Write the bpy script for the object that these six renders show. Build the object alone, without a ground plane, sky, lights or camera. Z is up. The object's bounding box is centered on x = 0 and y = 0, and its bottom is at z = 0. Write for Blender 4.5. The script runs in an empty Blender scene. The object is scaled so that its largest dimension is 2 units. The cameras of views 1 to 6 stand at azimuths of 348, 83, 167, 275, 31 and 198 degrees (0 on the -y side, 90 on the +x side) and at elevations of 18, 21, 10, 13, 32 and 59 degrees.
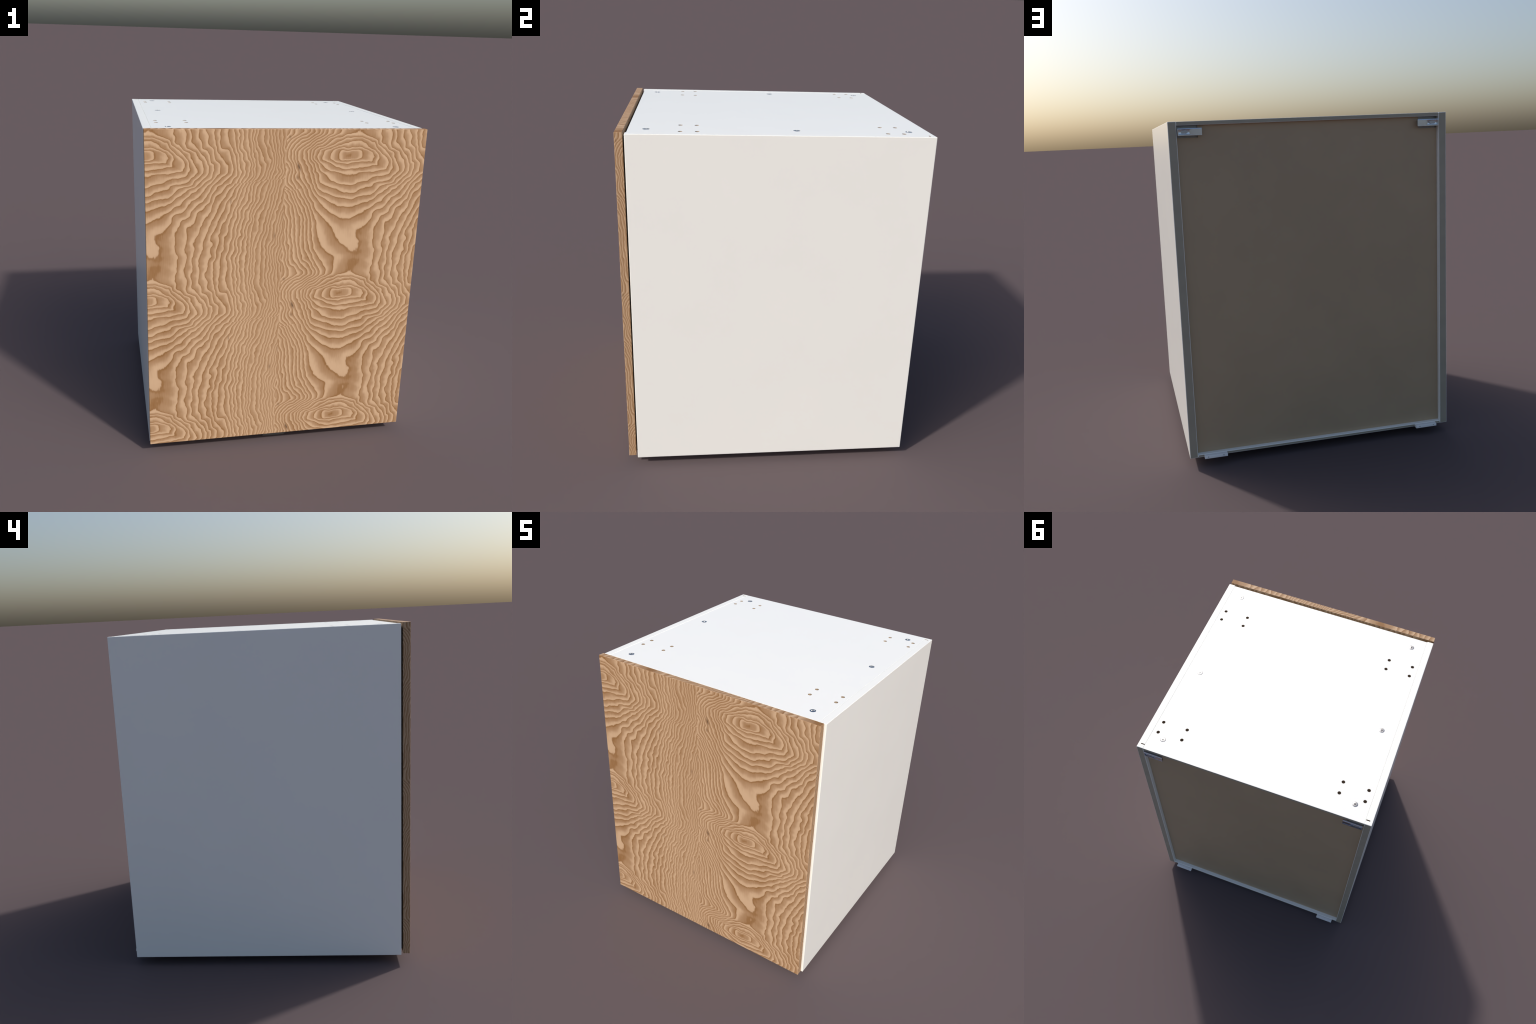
"""A white wall cabinet with one oak-veneer door: boards, drilled top, screws,
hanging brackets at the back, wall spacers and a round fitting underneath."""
import bpy, bmesh, math
from mathutils import Vector, Matrix

# ------------------------------------------------------------------ sizes (m)
X_OUT, X_IN = 0.817, 0.7705            # outer / inner face of the side boards
Y_FRONT, Y_BACK = -0.792, 0.8155       # side boards
Y_TOP_FRONT = -0.785                   # top and bottom boards sit a little back
Z_LOW, Z_TOP = 0.0535, 1.9939
BOARD = 0.0210                         # visible thickness of top / bottom board
Y_BACKPANEL = 0.787
DOOR = dict(x0=-0.8160, x1=0.8070, y0=-0.8425, y1=-0.8010, z0=0.0636, z1=2.0000)

root = bpy.data.objects.new("wall_cabinet", None)
bpy.context.scene.collection.objects.link(root)
root["label"] = "white wall cabinet with oak veneer door and metal hangers"
root["category"] = "cabinet"


# ------------------------------------------------------------------ node maths
class S:
    """A shader value socket with arithmetic that builds Math nodes."""
    def __init__(self, tree, sock):
        self.t, self.s = tree, sock

    def _op(self, op, *args, clamp=False):
        n = self.t.nodes.new("ShaderNodeMath")
        n.operation = op
        n.use_clamp = clamp
        for i, a in enumerate((self,) + args):
            if isinstance(a, S):
                self.t.links.new(a.s, n.inputs[i])
            else:
                n.inputs[i].default_value = a
        return S(self.t, n.outputs[0])

    def _const(self, v):
        n = self.t.nodes.new("ShaderNodeValue")
        n.outputs[0].default_value = v
        return S(self.t, n.outputs[0])

    def __add__(self, o): return self._op("ADD", o)
    __radd__ = __add__
    def __sub__(self, o): return self._op("SUBTRACT", o)
    def __rsub__(self, o): return self._const(o) - self
    def __mul__(self, o): return self._op("MULTIPLY", o)
    __rmul__ = __mul__
    def __truediv__(self, o): return self._op("DIVIDE", o)
    def frac(self): return self._op("FRACT")
    def floor(self): return self._op("FLOOR")
    def sqrt(self): return self._op("SQRT")
    def sin(self): return self._op("SINE")
    def cos(self): return self._op("COSINE")
    def clamp(self): return self._op("ADD", 0.0, clamp=True)
    def gt(self, o): return self._op("GREATER_THAN", o)
    def max(self, o): return self._op("MAXIMUM", o)
    def min(self, o): return self._op("MINIMUM", o)
    def sq(self): return self * self
    def pow(self, e): return self._op("POWER", e)
    def exp(self): return self._op("POWER", 1.0) if False else self._const(math.e)._op("POWER", self)

    def ramp01(self, a, b):
        """smooth 0..1 as the value goes from a to b"""
        n = self.t.nodes.new("ShaderNodeMapRange")
        n.interpolation_type = "SMOOTHSTEP"
        n.inputs[1].default_value, n.inputs[2].default_value = a, b
        self.t.links.new(self.s, n.inputs[0])
        return S(self.t, n.outputs[0])

    def curve(self, pts, linear=False):
        """free profile curve through (x, y) control points"""
        xs = [p[0] for p in pts]
        ys = [p[1] for p in pts]
        x0, x1, y0, y1 = min(xs), max(xs), min(ys), max(ys)
        u = (self - x0) / (x1 - x0)
        n = self.t.nodes.new("ShaderNodeFloatCurve")
        c = n.mapping.curves[0]
        q = [((x - x0) / (x1 - x0), (y - y0) / (y1 - y0)) for x, y in pts]
        c.points[0].location, c.points[1].location = q[0], q[-1]
        for p in q[1:-1]:
            c.points.new(*p)
        for p in c.points:
            p.handle_type = "VECTOR" if linear else "AUTO_CLAMPED"
        n.mapping.update()
        self.t.links.new(u.s, n.inputs["Value"])
        return S(self.t, n.outputs[0]) * (y1 - y0) + y0


def new_material(name):
    m = bpy.data.materials.new(name)
    m.use_nodes = True
    t = m.node_tree
    return m, t, t.nodes["Principled BSDF"]


def object_xyz(t):
    tc = t.nodes.new("ShaderNodeTexCoord")
    sep = t.nodes.new("ShaderNodeSeparateXYZ")
    t.links.new(tc.outputs["Object"], sep.inputs[0])
    return [S(t, sep.outputs[i]) for i in range(3)]


def vec(t, x, y, z):
    n = t.nodes.new("ShaderNodeCombineXYZ")
    for i, a in enumerate((x, y, z)):
        if isinstance(a, S):
            t.links.new(a.s, n.inputs[i])
        else:
            n.inputs[i].default_value = a
    return n.outputs[0]


def noise(t, v, scale, detail=2.0, rough=0.5):
    n = t.nodes.new("ShaderNodeTexNoise")
    n.inputs["Scale"].default_value = scale
    n.inputs["Detail"].default_value = detail
    n.inputs["Roughness"].default_value = rough
    t.links.new(v, n.inputs["Vector"])
    return S(t, n.outputs["Fac"])


def mix_rgb(t, fac, a, b, mode="MIX"):
    n = t.nodes.new("ShaderNodeMix")
    n.data_type = "RGBA"
    n.blend_type = mode
    t.links.new(fac.s, n.inputs[0])
    for i, c in ((6, a), (7, b)):
        if isinstance(c, tuple):
            n.inputs[i].default_value = c + (1.0,)
        else:
            t.links.new(c, n.inputs[i])
    return n.outputs[2]


def gauss(a, b, ca, cb, sa, sb):
    """soft spot centred at (ca, cb)"""
    e = ((a - ca) / sa).sq() + ((b - cb) / sb).sq()
    return (e * -1.0).exp()


def plain(name, rgb, rough, metallic=0.0, vary=0.02, scale=6.0, spec=0.5):
    m, t, p = new_material(name)
    x, y, z = object_xyz(t)
    k = noise(t, vec(t, x, y, z), scale, 3.0)
    lo = tuple(c * (1 - vary) for c in rgb)
    hi = tuple(min(1.0, c * (1 + vary)) for c in rgb)
    t.links.new(mix_rgb(t, k.ramp01(0.3, 0.7), lo, hi), p.inputs["Base Color"])
    p.inputs["Roughness"].default_value = rough
    p.inputs["Metallic"].default_value = metallic
    p.inputs["Specular IOR Level"].default_value = spec
    return m


# ------------------------------------------------------------------ oak veneer
PERIOD_X, PERIOD_Z = 1.183, 0.842       # the veneer sheet repeats
SEAM_X, EYE_X, EYE_Z = -0.030, 0.344, 1.857
WOOD_DARK = (0.270, 0.136, 0.051)
WOOD_LIGHT = (0.562, 0.382, 0.240)
WOOD_KNOT = (0.105, 0.052, 0.024)


def veneer(name, plane):
    """Flat-sawn oak. Growth rings are level lines of a field that has an eye,
    a saddle between eyes, and steepens towards the straight-grained edge."""
    m, t, p = new_material(name)
    x, y, z = object_xyz(t)
    depth = y - DOOR["y0"]
    if plane == "front":
        hx, hz = x, z
    elif plane == "side":                # edge band: a narrow strip of the sheet
        hx, hz = depth * 1.6 - 0.026, z
    else:                                # top / bottom band
        hx, hz = x * -1.0 + depth * 0.3, depth * 1.0 + 2.005
    # position inside one repeat of the sheet
    tu = ((hx - SEAM_X) / PERIOD_X).frac() * PERIOD_X
    du0 = tu - (EYE_X - SEAM_X)
    turn = (hz - EYE_Z) * (2 * math.pi / PERIOD_Z)
    ring = PERIOD_Z / (2 * math.pi)
    loop = vec(t, tu, turn.cos() * ring, turn.sin() * ring)   # repeats in z
    # wander of the grain
    w1 = noise(t, loop, 7.0, 1.0) - 0.5
    w2 = noise(t, loop, 18.0, 1.5, 0.5) - 0.5
    w3 = noise(t, loop, 16.0, 1.0) - 0.5
    du = du0 + w1 * 0.045 + w2 * 0.034
    shear = du.ramp01(0.06, 0.30) * 0.075
    dv = ((hz - EYE_Z + w3 * 0.035 + w2 * 0.015 + shear) / PERIOD_Z + 0.5).frac() * PERIOD_Z - PERIOD_Z / 2
    # rings counted from the eye: to the right, to the left, along the axis
    across_pts = [(-0.374, 12.6), (-0.30, 9), (-0.275, 8), (-0.232, 6), (-0.19, 4), (-0.167, 3),
                  (-0.116, 2), (-0.062, 1), (0.0, 0.0), (0.074, 1), (0.145, 2), (0.182, 3),
                  (0.235, 4), (0.267, 5), (0.305, 6), (0.345, 7), (0.383, 8), (0.41, 9), (0.443, 10),
                  (0.483, 11), (0.517, 12), (0.562, 14), (0.607, 16), (0.641, 18), (0.70, 20.2),
                  (0.743, 22.4), (0.809, 26)]
    along_pts = [(-0.421, 4.72), (-0.385, 4.62), (-0.298, 4.5), (-0.262, 4.42), (-0.225, 4.35), (-0.175, 4.25),
                 (-0.125, 4), (-0.088, 3), (-0.052, 2), (-0.031, 1), (0.0, 0.0), (0.032, 1), (0.052, 2),
                 (0.084, 3), (0.105, 4), (0.135, 4.75), (0.20, 5.0), (0.228, 5.12), (0.257, 5.0), (0.30, 4.90),
                 (0.36, 4.82), (0.421, 4.72)]
    # below the eye extra rings crowd in from the flanks; a whole number of them, so the sheet repeats
    crowd_pts = [(-0.607, 5.0), (-0.50, 4.96), (-0.42, 4.75), (-0.385, 4.42), (-0.340, 3.95), (-0.298, 3.3),
                 (-0.262, 2.6), (-0.225, 1.7), (-0.175, 0.75), (-0.135, 0.08), (-0.10, 0.0), (0.0, 0.0), (0.235, 0.0)]
    lean = gauss(du, dv, 0.06, 0.24, 0.16, 0.09) * 0.075      # the pale tongue leans to the right
    across = (du - lean).curve(across_pts)
    along = dv.curve(along_pts)
    # the left shoulder of the eye climbs steeply towards the joint in the sheet
    along = along + gauss(du, dv, -0.24, 0.125, 0.17, 0.085) * 3.6
    field = (across.pow(1.5) + along.pow(1.5)).pow(1 / 1.5)
    drop = 0.235 - ((0.235 - (hz - EYE_Z + w3 * 0.03)) / PERIOD_Z).frac() * PERIOD_Z
    far = du0.ramp01(0.16, 0.46)                               # straight grain: they drift in slowly
    slow = drop.curve([(-0.607, 5.0), (-0.47, 4.3), (-0.30, 2.4), (-0.16, 0.7), (-0.08, 0.0), (0.235, 0.0)])
    field = field + drop.curve(crowd_pts) * (1.0 - far) + slow * far
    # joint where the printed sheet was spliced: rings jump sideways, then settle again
    below = ((EYE_Z - 0.185 - hz + w1 * 0.05 + du0 * 0.05) / PERIOD_Z).frac()
    field = field + (1.0 - below * 1.6).max(0.0) * (du0.ramp01(0.40, 0.60) * 0.45 + (du0 * -1.0).ramp01(0.20, 0.32) * 0.4)
    # fuzzy fibres run up the sheet
    fibre = noise(t, vec(t, hx * 170.0, depth * 60.0, hz * 16.0), 1.0, 2.0) - 0.5
    flame = noise(t, vec(t, hx * 60.0, 3.0, hz * 28.0), 1.0, 2.0) - 0.5
    count = field + fibre * 0.12 + flame * 0.10 + w2 * 0.20
    ph = count.frac()
    # one ring: dark early wood fades to light, then a crisp edge
    tone = ph.curve([(0.0, 0.22), (0.03, 0.03), (0.07, 0.05), (0.16, 0.26), (0.34, 0.37), (0.48, 0.50),
                     (0.60, 0.72), (0.74, 0.92), (0.88, 1.0), (0.955, 0.92), (1.0, 0.22)])
    # ring contrast differs from place to place and fades in the tight straight grain
    patch = noise(t, loop, 9.0, 1.0)
    streak = noise(t, vec(t, tu * 9.0, 1.7, hz * 0.8), 1.0, 2.0) - 0.5   # broad pale and dark bands
    keep = 0.80 + patch * 0.34 - du0.ramp01(0.48, 0.72) * 0.20
    tone = (tone - 0.5) * keep + 0.5 + fibre * 0.16 + (w1 * 0.10) + streak * 0.40
    tone = tone.clamp()
    col = mix_rgb(t, tone, WOOD_DARK, WOOD_LIGHT)
    tv = ((hz - EYE_Z) / PERIOD_Z + 0.5).frac() * PERIOD_Z - PERIOD_Z / 2
    knots = gauss(du0 + tv * 0.35, tv, -0.320, -0.068, 0.006, 0.020)
    for kx, kz, sx, sz, amp in ((0.500, -0.262, 0.004, 0.016, 0.5), (-0.372 + 1.183, -0.36, 0.006, 0.02, 0.45),
                                (0.76, -0.47 + 0.842, 0.005, 0.015, 0.5), (-0.355, 0.10, 0.006, 0.008, 0.45),
                                (-0.30, -0.13, 0.010, 0.010, 0.35)):
        knots = knots + gauss(du0, tv, kx, kz, sx, sz) * amp
    col = mix_rgb(t, (knots * 1.0).clamp(), col, WOOD_KNOT)
    t.links.new(col, p.inputs["Base Color"])
    p.inputs["Roughness"].default_value = 0.62
    p.inputs["Specular IOR Level"].default_value = 0.30
    return m


# ------------------------------------------------------------------ materials
WHITE = plain("white_laminate", (0.955, 0.950, 0.900), 0.27, vary=0.006, scale=2.5)
WHITE_TOP = plain("white_top_laminate", (0.945, 0.945, 0.905), 0.27, vary=0.004, scale=3.0)
EDGE = plain("dark_back_edge", (0.40, 0.36, 0.28), 0.50, vary=0.03, scale=14.0)
CHIP = plain("particle_board", (0.36, 0.28, 0.195), 0.9, vary=0.25, scale=160.0, spec=0.1)
HARDBOARD = plain("grey_brown_hardboard", (0.470, 0.350, 0.225), 0.55, vary=0.03, scale=3.0)
STEEL = plain("bright_steel", (0.62, 0.64, 0.68), 0.22, metallic=1.0, vary=0.04, scale=40.0)
SCREW = plain("worn_screw_steel", (0.55, 0.545, 0.54), 0.28, metallic=1.0, vary=0.18, scale=90.0)
ZINC = plain("dull_zinc", (0.50, 0.51, 0.50), 0.45, metallic=0.3, vary=0.05, scale=40.0)
PLASTIC = plain("white_plastic", (0.93, 0.93, 0.92), 0.40, vary=0.01, scale=20.0)
DARK = plain("dark_grey_plastic", (0.095, 0.092, 0.088), 0.6, vary=0.04, scale=20.0)
SLOT_DARK = plain("near_black", (0.03, 0.028, 0.025), 0.8, vary=0.05, scale=30.0, spec=0.2)
OAK = veneer("oak_veneer_face", "front")
OAK_SIDE = veneer("oak_veneer_edge_upright", "side")
OAK_TOP = veneer("oak_veneer_edge_level", "top")


# ------------------------------------------------------------------ mesh helpers
def link(ob, parent=root):
    bpy.context.scene.collection.objects.link(ob)
    ob.parent = parent
    return ob


def mesh_object(name, bm, mats, parent=root, smooth_deg=None):
    bmesh.ops.recalc_face_normals(bm, faces=bm.faces)
    me = bpy.data.meshes.new(name)
    bm.to_mesh(me)
    bm.free()
    for m in mats:
        me.materials.append(m)
    ob = link(bpy.data.objects.new(name, me), parent)
    if smooth_deg is not None:
        me.polygons.foreach_set("use_smooth", [True] * len(me.polygons))
        me.set_sharp_from_angle(angle=math.radians(smooth_deg))
    return ob


def box_bm(x0, x1, y0, y1, z0, z1, bm=None):
    bm = bm or bmesh.new()
    made = bmesh.ops.create_cube(bm, size=1.0)["verts"]
    bmesh.ops.scale(bm, vec=(abs(x1 - x0), y1 - y0, z1 - z0), verts=made)
    bmesh.ops.translate(bm, vec=((x0 + x1) / 2, (y0 + y1) / 2, (z0 + z1) / 2), verts=made)
    return bm


def bevel_all(bm, width, segments=2):
    bmesh.ops.bevel(bm, geom=list(bm.edges), offset=width, segments=segments, profile=0.5, affect="EDGES")


def paint_faces(ob, rule):
    """give each face a material slot from its normal (differently coloured board edges)"""
    for f in ob.data.polygons:
        f.material_index = rule(f.normal, f.center)


def apply_modifiers(ob):
    dg = bpy.context.evaluated_depsgraph_get()
    me = bpy.data.meshes.new_from_object(ob.evaluated_get(dg))
    old = ob.data
    name = old.name
    ob.modifiers.clear()
    ob.data = me
    bpy.data.meshes.remove(old)
    me.name = name


def cut(ob, cutter_bm, mats, solver="EXACT"):
    me = bpy.data.meshes.new("cutter")
    bmesh.ops.recalc_face_normals(cutter_bm, faces=cutter_bm.faces)
    cutter_bm.to_mesh(me)
    cutter_bm.free()
    for m in mats:
        me.materials.append(m)
    c = bpy.data.objects.new("cutter", me)
    bpy.context.scene.collection.objects.link(c)
    b = ob.modifiers.new("holes", "BOOLEAN")
    b.operation, b.object, b.solver = "DIFFERENCE", c, solver
    b.material_mode = "TRANSFER"
    bpy.context.view_layer.update()
    apply_modifiers(ob)
    bpy.data.objects.remove(c)
    bpy.data.meshes.remove(me)


def cylinder_bm(bm, x, y, z0, z1, r, seg=20, r2=None):
    d = bmesh.ops.create_cone(bm, cap_ends=True, segments=seg, radius1=r, radius2=r if r2 is None else r2,
                              depth=z1 - z0)
    bmesh.ops.translate(bm, vec=(x, y, (z0 + z1) / 2), verts=d["verts"])


def back_edge_rule(n, c):
    return 1 if n.y > 0.97 else 0


# ------------------------------------------------------------------ carcass boards
for s in (-1, 1):
    a, b = sorted((s * X_IN, s * X_OUT))
    bm = box_bm(a, b, Y_FRONT, Y_BACK, Z_LOW, Z_TOP)
    bevel_all(bm, 0.0026)
    ob = mesh_object("side_board", bm, [WHITE, EDGE])
    # mouth of the groove that takes the back panel
    a, b = sorted((s * 0.7722, s * 0.7990))
    cut(ob, box_bm(a, b, 0.7795, 0.7870, Z_TOP - 0.04, Z_TOP + 0.02), [CHIP])
    paint_slots = {m.name: i for i, m in enumerate(ob.data.materials)}
    for f in ob.data.polygons:
        if f.material_index == paint_slots.get("white_laminate", 0) and f.normal.y > 0.97 and f.center.y > 0.81:
            f.material_index = paint_slots["dark_back_edge"]

GAP = 0.0004
SCREWS = [(sx * 0.675, y) for sx in (-1, 1) for y in (-0.6915, 0.0945, 0.7035)]
HOLES = [(0.0018 + sx * xx, y) for sx in (-1, 1) for xx in (0.5556, 0.7300)
         for y in (-0.5165, -0.4295, 0.5742, 0.6610)]

bm = box_bm(-X_IN + GAP, X_IN - GAP, Y_TOP_FRONT, Y_BACK - 0.0005, Z_TOP - BOARD, Z_TOP - 0.0008)
bevel_all(bm, 0.0012)
top = mesh_object("top_board", bm, [WHITE_TOP, EDGE])
paint_faces(top, back_edge_rule)
cb = bmesh.new()
for x, y in HOLES:
    cylinder_bm(cb, x, y, Z_TOP - 0.0195, Z_TOP + 0.01, 0.0122, 14)
for x, y in SCREWS:                                            # countersinks
    cylinder_bm(cb, x, y, Z_TOP - 0.0075, Z_TOP + 0.01, 0.0186, 24)
cut(top, cb, [CHIP])

bm = box_bm(-X_IN + GAP, X_IN - GAP, Y_TOP_FRONT, Y_BACK - 0.0005, Z_LOW, Z_LOW + BOARD - 0.003)
bevel_all(bm, 0.0035)
bottom = mesh_object("bottom_board", bm, [WHITE, EDGE])
paint_faces(bottom, back_edge_rule)

bm = box_bm(-X_IN - 0.004 + 0.005, X_IN + 0.004 - 0.005, 0.7800, Y_BACKPANEL,
            Z_LOW + BOARD - 0.004, Z_TOP - BOARD + 0.001)
back = mesh_object("back_panel", bm, [HARDBOARD])
cb = bmesh.new()                                               # openings for the hanging brackets
for s in (-1, 1):
    a, b = sorted((s * 0.6530, s * 0.7690))
    box_bm(a, b, 0.770, 0.800, 1.9055, 1.9725, cb)
cut(back, cb, [HARDBOARD])

# ------------------------------------------------------------------ door
d = DOOR
bm = box_bm(d["x0"], d["x1"], d["y0"], d["y1"], d["z0"], d["z1"])
bevel_all(bm, 0.0022, 2)
door = mesh_object("door", bm, [OAK, OAK_SIDE, OAK_TOP])
paint_faces(door, lambda n, c: 1 if abs(n.x) > 0.75 else (2 if abs(n.z) > 0.75 else 0))

# near-black strip that closes the slot behind the door, set in from the outline
STRIP_IN, STRIP_W = 0.022, 0.015
sx0, sx1 = -X_OUT + STRIP_IN, X_OUT - STRIP_IN - 0.006
sz0, sz1 = d["z0"] + STRIP_IN, Z_TOP - STRIP_IN
bm = bmesh.new()
for x0, x1, z0, z1 in ((sx0, sx0 + STRIP_W, sz0, sz1), (sx1 - STRIP_W, sx1, sz0, sz1),
                       (sx0 + STRIP_W, sx1 - STRIP_W, sz1 - STRIP_W * 0.5, sz1), (sx0 + STRIP_W, sx1 - STRIP_W, sz0, sz0 + STRIP_W)):
    box_bm(x0, x1, d["y1"] + 0.0002, (Y_FRONT if x1 - x0 < 0.1 else Y_TOP_FRONT) - 0.0002, z0, z1, bm)
mesh_object("dark_slot_strip", bm, [SLOT_DARK])

# ------------------------------------------------------------------ screws
def screw_bm():
    """low domed head with a cross-shaped recess"""
    bm = bmesh.new()
    prof = [(0.0180, -0.0055), (0.0180, 0.0004), (0.0168, 0.0011), (0.0125, 0.0014), (0.0088, 0.0016)]
    seg = 24
    rings = []
    for r, z in prof:
        rings.append([bm.verts.new((r * math.cos(2 * math.pi * i / seg), r * math.sin(2 * math.pi * i / seg), z))
                      for i in range(seg)])
    for a, b in zip(rings, rings[1:]):
        for i in range(seg):
            bm.faces.new((a[i], a[(i + 1) % seg], b[(i + 1) % seg], b[i]))
    # cross recess: star-shaped floor sunk below the rim
    floor = []
    for i in range(seg):
        ang = 2 * math.pi * i / seg
        arm = max(abs(math.cos(ang)), abs(math.sin(ang)))
        r = 0.0084 if arm > 0.95 else 0.0034
        floor.append(bm.verts.new((r * math.cos(ang), r * math.sin(ang), 0.0012 if arm <= 0.95 else -0.0022)))
    top_ring = rings[-1]
    for i in range(seg):
        bm.faces.new((top_ring[i], top_ring[(i + 1) % seg], floor[(i + 1) % seg], floor[i]))
    c = bm.verts.new((0, 0, -0.0045))
    for i in range(seg):
        bm.faces.new((floor[i], floor[(i + 1) % seg], c))
    return bm


first = mesh_object("screw", screw_bm(), [SCREW], smooth_deg=35)
for i, (x, y) in enumerate(SCREWS):
    ob = first if i == 0 else link(first.copy())
    ob.location = (x, y, Z_TOP - 0.0018)
    ob.rotation_euler = (0.0, 0.0, 0.4 + 1.1 * i)


# ------------------------------------------------------------------ hanging brackets
def extrude_profile(bm, yz, x0, x1):
    a = [bm.verts.new((x0, y, z)) for y, z in yz]
    b = [bm.verts.new((x1, y, z)) for y, z in yz]
    n = len(yz)
    for i in range(n):
        bm.faces.new((a[i], a[(i + 1) % n], b[(i + 1) % n], b[i]))
    bm.faces.new(a)
    bm.faces.new(b[::-1])


for s in (-1, 1):
    # pressed steel channel, open towards the wall
    bm = bmesh.new()
    yb, yf = 0.8110, 0.8250
    zt, zb, th = 1.9572, 1.9168, 0.0055
    prof = [(yb, zt - 0.001), (yf - 0.004, zt), (yf - 0.001, zt - 0.0012), (yf, zt - th),
            (yb + 0.005, zt - th - 0.002), (yb + 0.0025, (zt + zb) / 2), (yb + 0.005, zb + th + 0.002),
            (yf, zb + th), (yf, zb), (yf - 0.005, zb - 0.0004), (yb, zb + 0.001)]
    extrude_profile(bm, prof, s * 0.6335, s * 0.7650)
    bracket = mesh_object("hanging_bracket", bm, [STEEL], smooth_deg=35)
    # cover plate at the inner end, turned in towards the middle
    bm = bmesh.new()
    pl = [(0.6330, yf - 0.0015), (0.6800, yf - 0.0015), (0.7000, yf - 0.0100), (0.7010, yf - 0.0120),
          (0.6790, yf - 0.0050), (0.6330, yf - 0.0050)]
    lo = [bm.verts.new((s * x, y, zb + th)) for x, y in pl]
    hi = [bm.verts.new((s * x, y, zt - th)) for x, y in pl]
    for i in range(len(pl)):
        j = (i + 1) % len(pl)
        bm.faces.new((lo[i], lo[j], hi[j], hi[i]))
    bm.faces.new(lo)
    bm.faces.new(hi[::-1])
    mesh_object("bracket_cover", bm, [STEEL], parent=bracket, smooth_deg=35)
    # end wall
    a, b = sorted((s * 0.7612, s * 0.7652))
    bm = box_bm(a, b, yb + 0.001, yf - 0.001, zb + 0.002, zt - 0.002)
    bevel_all(bm, 0.001, 1)
    mesh_object("bracket_end", bm, [STEEL], parent=bracket)
    # hook tongue inside the channel
    bm = bmesh.new()
    t0 = [(0.7450, 1.9300), (0.7450, 1.9440), (0.7200, 1.9470), (0.7040, 1.9390), (0.7180, 1.9290)]
    lo = [bm.verts.new((s * x, yb + 0.0020, z)) for x, z in t0]
    hi = [bm.verts.new((s * x, yb + 0.0085, z)) for x, z in t0]
    for i in range(5):
        j = (i + 1) % 5
        bm.faces.new((lo[i], lo[j], hi[j], hi[i]))
    bm.faces.new(lo)
    bm.faces.new(hi[::-1])
    mesh_object("bracket_hook", bm, [ZINC], parent=bracket)
    # mounting plate behind
    a, b = sorted((s * 0.6450, s * 0.7695))
    bm = box_bm(a, b, 0.7660, 0.7720, 1.8980, 1.9730)
    bevel_all(bm, 0.0008, 1)
    a, b = sorted((s * 0.672, s * 0.7560))
    box_bm(a, b, 0.7710, yb + 0.0005, 1.9230, 1.9510, bm)
    mesh_object("bracket_plate", bm, [ZINC], parent=bracket)

# ------------------------------------------------------------------ wall spacers
for s in (-1, 1):
    a, b = sorted((s * 0.5980, s * 0.7340))
    bm = box_bm(a, b, Y_BACK - 0.002, 0.8425, 0.0515, 0.0688)
    for v in bm.verts:                                         # back face leans a little
        if v.co.y > 0.84 and v.co.z > 0.06:
            v.co.y -= 0.0015
    bevel_all(bm, 0.0018, 2)
    sp = mesh_object("wall_spacer", bm, [PLASTIC, DARK], smooth_deg=35)
    cb = bmesh.new()
    for x in (0.622, 0.712):
        d0 = bmesh.ops.create_cone(cb, cap_ends=True, segments=12, radius1=0.0026, radius2=0.0026, depth=0.008)
        bmesh.ops.rotate(cb, cent=(0, 0, 0), matrix=Matrix.Rotation(math.pi / 2, 3, "X"), verts=d0["verts"])
        bmesh.ops.translate(cb, vec=(s * x, 0.8425, 0.0615), verts=d0["verts"])
    cut(sp, cb, [DARK])

# ------------------------------------------------------------------ fitting under the front edge
def prism(bm, outline, z0, z1):
    lo = [bm.verts.new((x, y, z0)) for x, y in outline]
    hi = [bm.verts.new((x, y, z1)) for x, y in outline]
    n = len(outline)
    for i in range(n):
        bm.faces.new((lo[i], lo[(i + 1) % n], hi[(i + 1) % n], hi[i]))
    bm.faces.new(lo[::-1])
    bm.faces.new(hi)


bm = bmesh.new()
prism(bm, [(-0.130, -0.500), (-0.130, -0.716), (-0.085, -0.768), (0.050, -0.770), (0.102, -0.738),
           (0.122, -0.705), (0.122, -0.500)], 0.0, 0.022)
prism(bm, [(-0.112, -0.510), (-0.112, -0.722), (-0.076, -0.756), (0.044, -0.758), (0.090, -0.730),
           (0.106, -0.702), (0.106, -0.510)], 0.0222, Z_LOW - 0.0003)
bmesh.ops.bevel(bm, geom=list(bm.edges), offset=0.0018, segments=1, affect="EDGES")
mesh_object("underside_bracket", bm, [DARK])
